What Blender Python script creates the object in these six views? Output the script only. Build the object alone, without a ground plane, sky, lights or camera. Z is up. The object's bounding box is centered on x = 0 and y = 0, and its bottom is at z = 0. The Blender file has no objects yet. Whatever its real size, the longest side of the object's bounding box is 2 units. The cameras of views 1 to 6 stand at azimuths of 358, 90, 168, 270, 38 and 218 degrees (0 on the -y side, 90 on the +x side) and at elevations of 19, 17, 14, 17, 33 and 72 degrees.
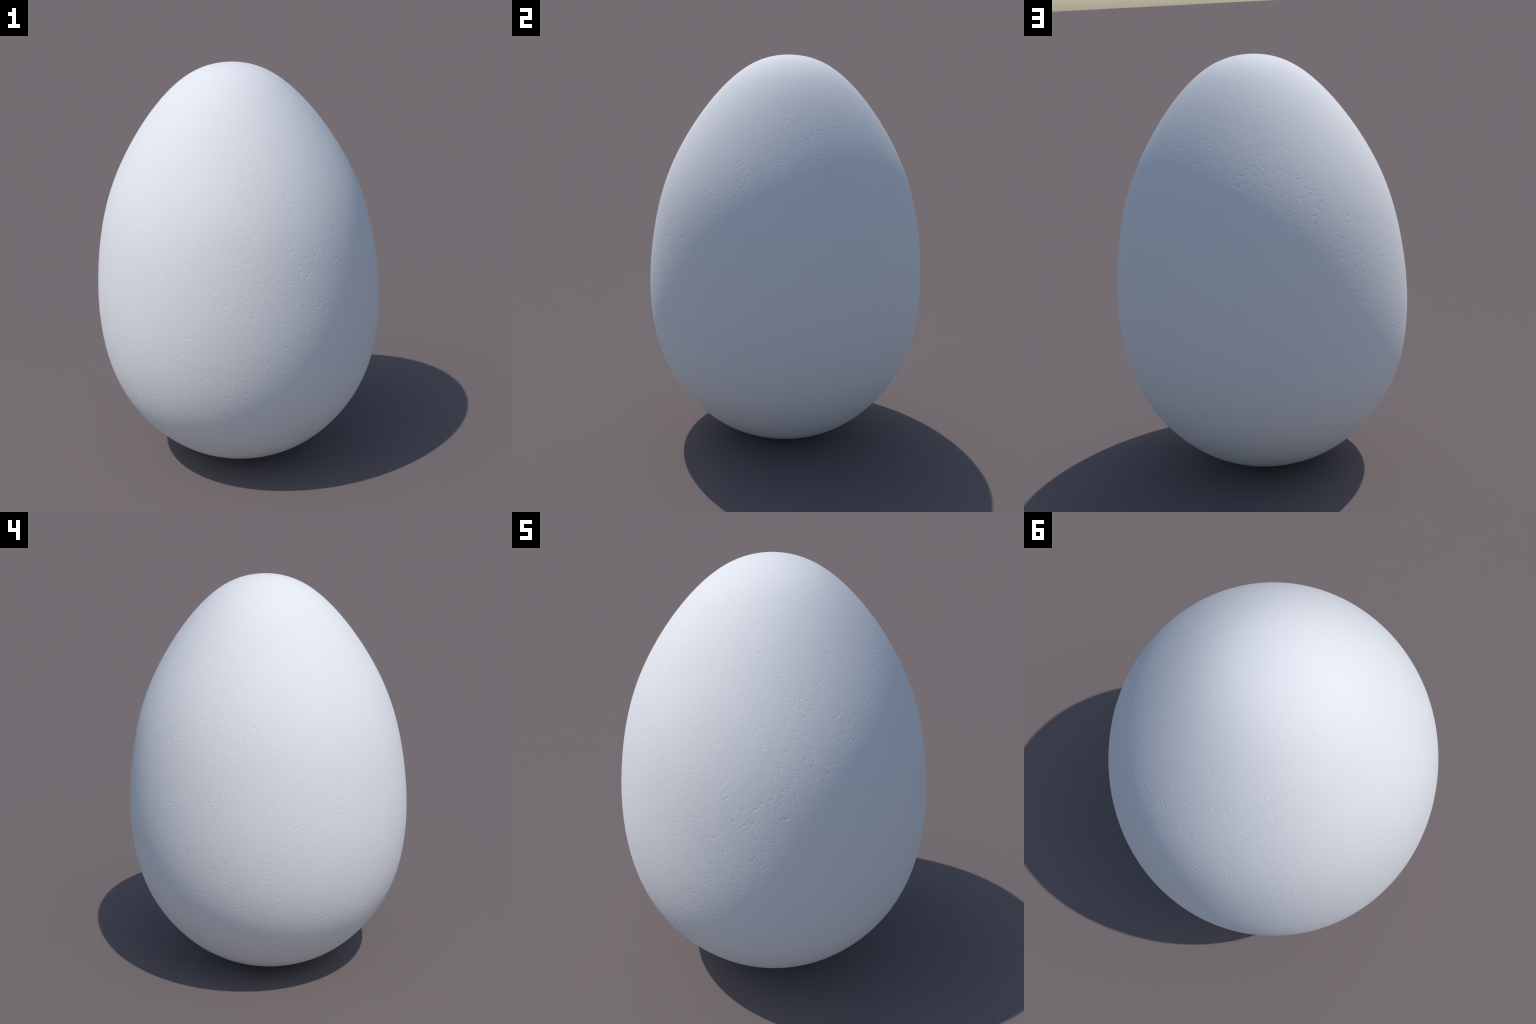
"""A white hen's egg standing on its blunt end: one smooth shell of revolution,
pitted all over with small shallow pores (real geometry)."""
import bpy
import numpy as np
from math import pi

rng = np.random.default_rng(20)

# ------------------------------------------------------------------ profile
# The egg is a unit sphere (poles at z = 0 and z = 2) whose horizontal radius is
# scaled by a smooth function of height: wide low down, tapering to the tip.
TAPER = np.polynomial.legendre.Legendre(
    [0.70460, -0.11706, 0.02208, -0.00637, 0.01345, 0.00522, 0.01965,
     0.00030, 0.00260, 0.00203, 0.00027, 0.00293])
DTAPER = TAPER.deriv()


def shell_point(d):
    """Unit direction(s) -> point(s) on the shell."""
    s = TAPER(d[..., 2])
    return np.stack([d[..., 0] * s, d[..., 1] * s, 1.0 + d[..., 2]], -1)


def shell_normal(d):
    """Outward unit normal of the shell at direction(s) d."""
    x, y, h = d[..., 0], d[..., 1], d[..., 2]
    s, ds = TAPER(h), DTAPER(h)
    # surface: (X^2 + Y^2) - (1 - h^2) s(h)^2 = 0
    gx, gy = 2 * x * s, 2 * y * s
    gz = 2 * h * s * s - (1 - h * h) * 2 * s * ds
    n = np.stack([gx, gy, gz], -1)
    return n / np.linalg.norm(n, axis=-1, keepdims=True)


# ------------------------------------------------------------------ pores
def unit(v):
    return v / np.linalg.norm(v, axis=-1, keepdims=True)


def scattered_directions(n):
    """Directions spread evenly over the egg's area."""
    out = []
    while len(out) < n:
        h = rng.uniform(-1, 1)
        # area of the shell per unit of height, relative to its largest value
        r2 = (1 - h * h) * TAPER(h) ** 2
        slope = -h * TAPER(h) ** 2 + (1 - h * h) * TAPER(h) * DTAPER(h)
        if rng.uniform(0, 0.95) < np.sqrt(r2 + slope ** 2):
            a = rng.uniform(0, 2 * pi)
            q = np.sqrt(1 - h * h)
            out.append((q * np.cos(a), q * np.sin(a), h))
    return np.array(out)


def make_pores():
    """List of (direction, long radius, short radius, turn, depth)."""
    pores = []

    def pore(d, faint=0.0):
        kind = rng.uniform()
        if kind < 0.42:        # pinprick: small and sharp
            size, depth, stretch = rng.uniform(.0025, .0034), rng.uniform(.0008, .0018), 1.0
        elif kind < 0.88:      # ordinary round pore
            size, depth, stretch = rng.uniform(.0032, .0049), rng.uniform(.0005, .0012), rng.uniform(1, 1.35)
        else:                  # short scratch-like pore
            size, depth, stretch = rng.uniform(.0032, .0042), rng.uniform(.0005, .0011), rng.uniform(1.5, 2.4)
        if rng.uniform() < 0.45 + faint:
            depth *= rng.uniform(.2, .55)
        # pores are finer towards the two poles
        girth = 0.60 + 0.40 * min(1.0, np.hypot(d[0], d[1]) * TAPER(d[2]) / 0.6)
        size, depth = max(size * girth, .0024), depth * girth
        pores.append((d, size * stretch, size, rng.uniform(0, pi), depth))

    for d in scattered_directions(8900):          # lone pores
        pore(d)
    for d in scattered_directions(560):           # short chains and clumps
        heading = rng.uniform(0, 2 * pi)
        wander = rng.choice([0.5, 1.6])
        for _ in range(rng.integers(2, 7)):
            pore(d, 0.08)
            e1 = unit(np.cross(d, (0.31, 0.2, 0.93)))
            e2 = np.cross(d, e1)
            heading += rng.normal(0, wander)
            step = rng.uniform(.013, .028)
            d = unit(d + step * (np.cos(heading) * e1 + np.sin(heading) * e2) / 0.8)
    return pores


# ------------------------------------------------------------------ mesh
N = 480                                            # quads along a cube edge


def build_egg():
    ticks = np.arange(N + 1)
    a = np.tan((ticks / N * 2 - 1) * pi / 4)       # evens out the cube sphere
    U, V = np.meshgrid(a, a, indexing="ij")
    I, J = np.meshgrid(ticks, ticks, indexing="ij")
    O = np.ones_like(U)
    K = np.full_like(I, N)
    Z = np.zeros_like(I)
    frames = [  # (axis that points out, sign, the two axes of the face)
        (0, 1, 1, 2), (0, -1, 2, 1), (1, 1, 2, 0),
        (1, -1, 0, 2), (2, 1, 0, 1), (2, -1, 1, 0)]
    pores = make_pores()

    keys, points, faces_ix = [], [], []
    for out, sign, au, av in frames:
        cube = np.empty(U.shape + (3,))
        cube[..., out], cube[..., au], cube[..., av] = O * sign, U, V
        d = unit(cube)
        P, Nn = shell_point(d), shell_normal(d)
        dent = np.zeros_like(U)
        for pd, ra, rb, turn, depth in pores:
            w = pd[out] * sign
            if w < 0.45:
                continue
            # where the pore falls on this cube face, in ticks
            iu = (np.arctan(pd[au] / w) * 4 / pi + 1) / 2 * N
            iv = (np.arctan(pd[av] / w) * 4 / pi + 1) / 2 * N
            m = int(2.6 * ra / 0.6 * N / 1.5) + 3
            u0, u1 = max(int(iu) - m, 0), min(int(iu) + m + 2, N + 1)
            v0, v1 = max(int(iv) - m, 0), min(int(iv) + m + 2, N + 1)
            if u0 >= u1 or v0 >= v1:
                continue
            c = shell_point(pd)
            n = shell_normal(pd)
            e1 = unit(np.cross(n, (0.31, 0.2, 0.93)))
            e2 = np.cross(n, e1)
            f1 = np.cos(turn) * e1 + np.sin(turn) * e2
            f2 = np.cross(n, f1)
            q = P[u0:u1, v0:v1] - c
            t = (q @ f1 / ra) ** 2 + (q @ f2 / rb) ** 2
            dent[u0:u1, v0:v1] += depth * np.exp(-t * 1.35)
        dent = 0.0022 * np.tanh(dent / 0.0022)     # overlapping pores do not dig holes
        points.append((P - Nn * dent[..., None]).reshape(-1, 3))
        # integer position on the cube: the same for points shared by two faces
        kk = np.empty(I.shape + (3,), dtype=np.int64)
        kk[..., out] = K if sign > 0 else Z
        kk[..., au], kk[..., av] = I, J
        keys.append(((kk[..., 0] * (N + 1) + kk[..., 1]) * (N + 1) + kk[..., 2]).ravel())
    keys = np.concatenate(keys)
    points = np.concatenate(points)
    _, first, index = np.unique(keys, return_index=True, return_inverse=True)
    verts = points[first]
    index = index.reshape(6, N + 1, N + 1)
    quads = []
    for f, (out, sign, au, av) in enumerate(frames):
        g = index[f]
        quad = np.stack([g[:-1, :-1], g[1:, :-1], g[1:, 1:], g[:-1, 1:]], -1)
        quads.append(quad.reshape(-1, 4))
    quads = np.concatenate(quads)
    # make every quad face outwards
    p = verts[quads[:, :3]]
    n = np.cross(p[:, 1] - p[:, 0], p[:, 2] - p[:, 0])
    flip = (n * (p[:, 0] - (0, 0, 1))).sum(1) < 0
    quads[flip] = quads[flip][:, ::-1]

    verts[:, 2] -= verts[:, 2].min()
    mesh = bpy.data.meshes.new("egg")
    mesh.vertices.add(len(verts))
    mesh.vertices.foreach_set("co", verts.astype(np.float32).ravel())
    mesh.loops.add(quads.size)
    mesh.loops.foreach_set("vertex_index", quads.astype(np.int32).ravel())
    mesh.polygons.add(len(quads))
    mesh.polygons.foreach_set("loop_start", np.arange(0, quads.size, 4, dtype=np.int32))
    mesh.update(calc_edges=True)
    mesh.validate()
    mesh.shade_smooth()
    return mesh


# ------------------------------------------------------------------ material
def eggshell_material():
    mat = bpy.data.materials.new("white_eggshell")
    mat.use_nodes = True
    nt = mat.node_tree
    bsdf = nt.nodes["Principled BSDF"]
    coord = nt.nodes.new("ShaderNodeTexCoord")

    # barely visible cloudiness of the shell's white
    cloud = nt.nodes.new("ShaderNodeTexNoise")
    cloud.inputs["Scale"].default_value = 4.0
    cloud.inputs["Detail"].default_value = 3.0
    ramp = nt.nodes.new("ShaderNodeValToRGB")
    ramp.color_ramp.elements[0].position = 0.3
    ramp.color_ramp.elements[0].color = (0.795, 0.795, 0.795, 1)
    ramp.color_ramp.elements[1].position = 0.7
    ramp.color_ramp.elements[1].color = (0.805, 0.805, 0.805, 1)
    nt.links.new(coord.outputs["Object"], cloud.inputs["Vector"])
    nt.links.new(cloud.outputs["Fac"], ramp.inputs["Fac"])
    nt.links.new(ramp.outputs["Color"], bsdf.inputs["Base Color"])
    bsdf.inputs["Roughness"].default_value = 0.9

    # chalky grain finer than the pores
    grain = nt.nodes.new("ShaderNodeTexNoise")
    grain.inputs["Scale"].default_value = 140.0
    grain.inputs["Detail"].default_value = 3.0
    bump = nt.nodes.new("ShaderNodeBump")
    bump.inputs["Strength"].default_value = 0.4
    bump.inputs["Distance"].default_value = 0.0006
    nt.links.new(coord.outputs["Object"], grain.inputs["Vector"])
    nt.links.new(grain.outputs["Fac"], bump.inputs["Height"])
    nt.links.new(bump.outputs["Normal"], bsdf.inputs["Normal"])
    return mat


mesh = build_egg()
mesh.materials.append(eggshell_material())
egg = bpy.data.objects.new("egg", mesh)
bpy.context.scene.collection.objects.link(egg)
egg["label"] = "white matt egg standing upright, finely pitted shell"
egg["category"] = "egg"
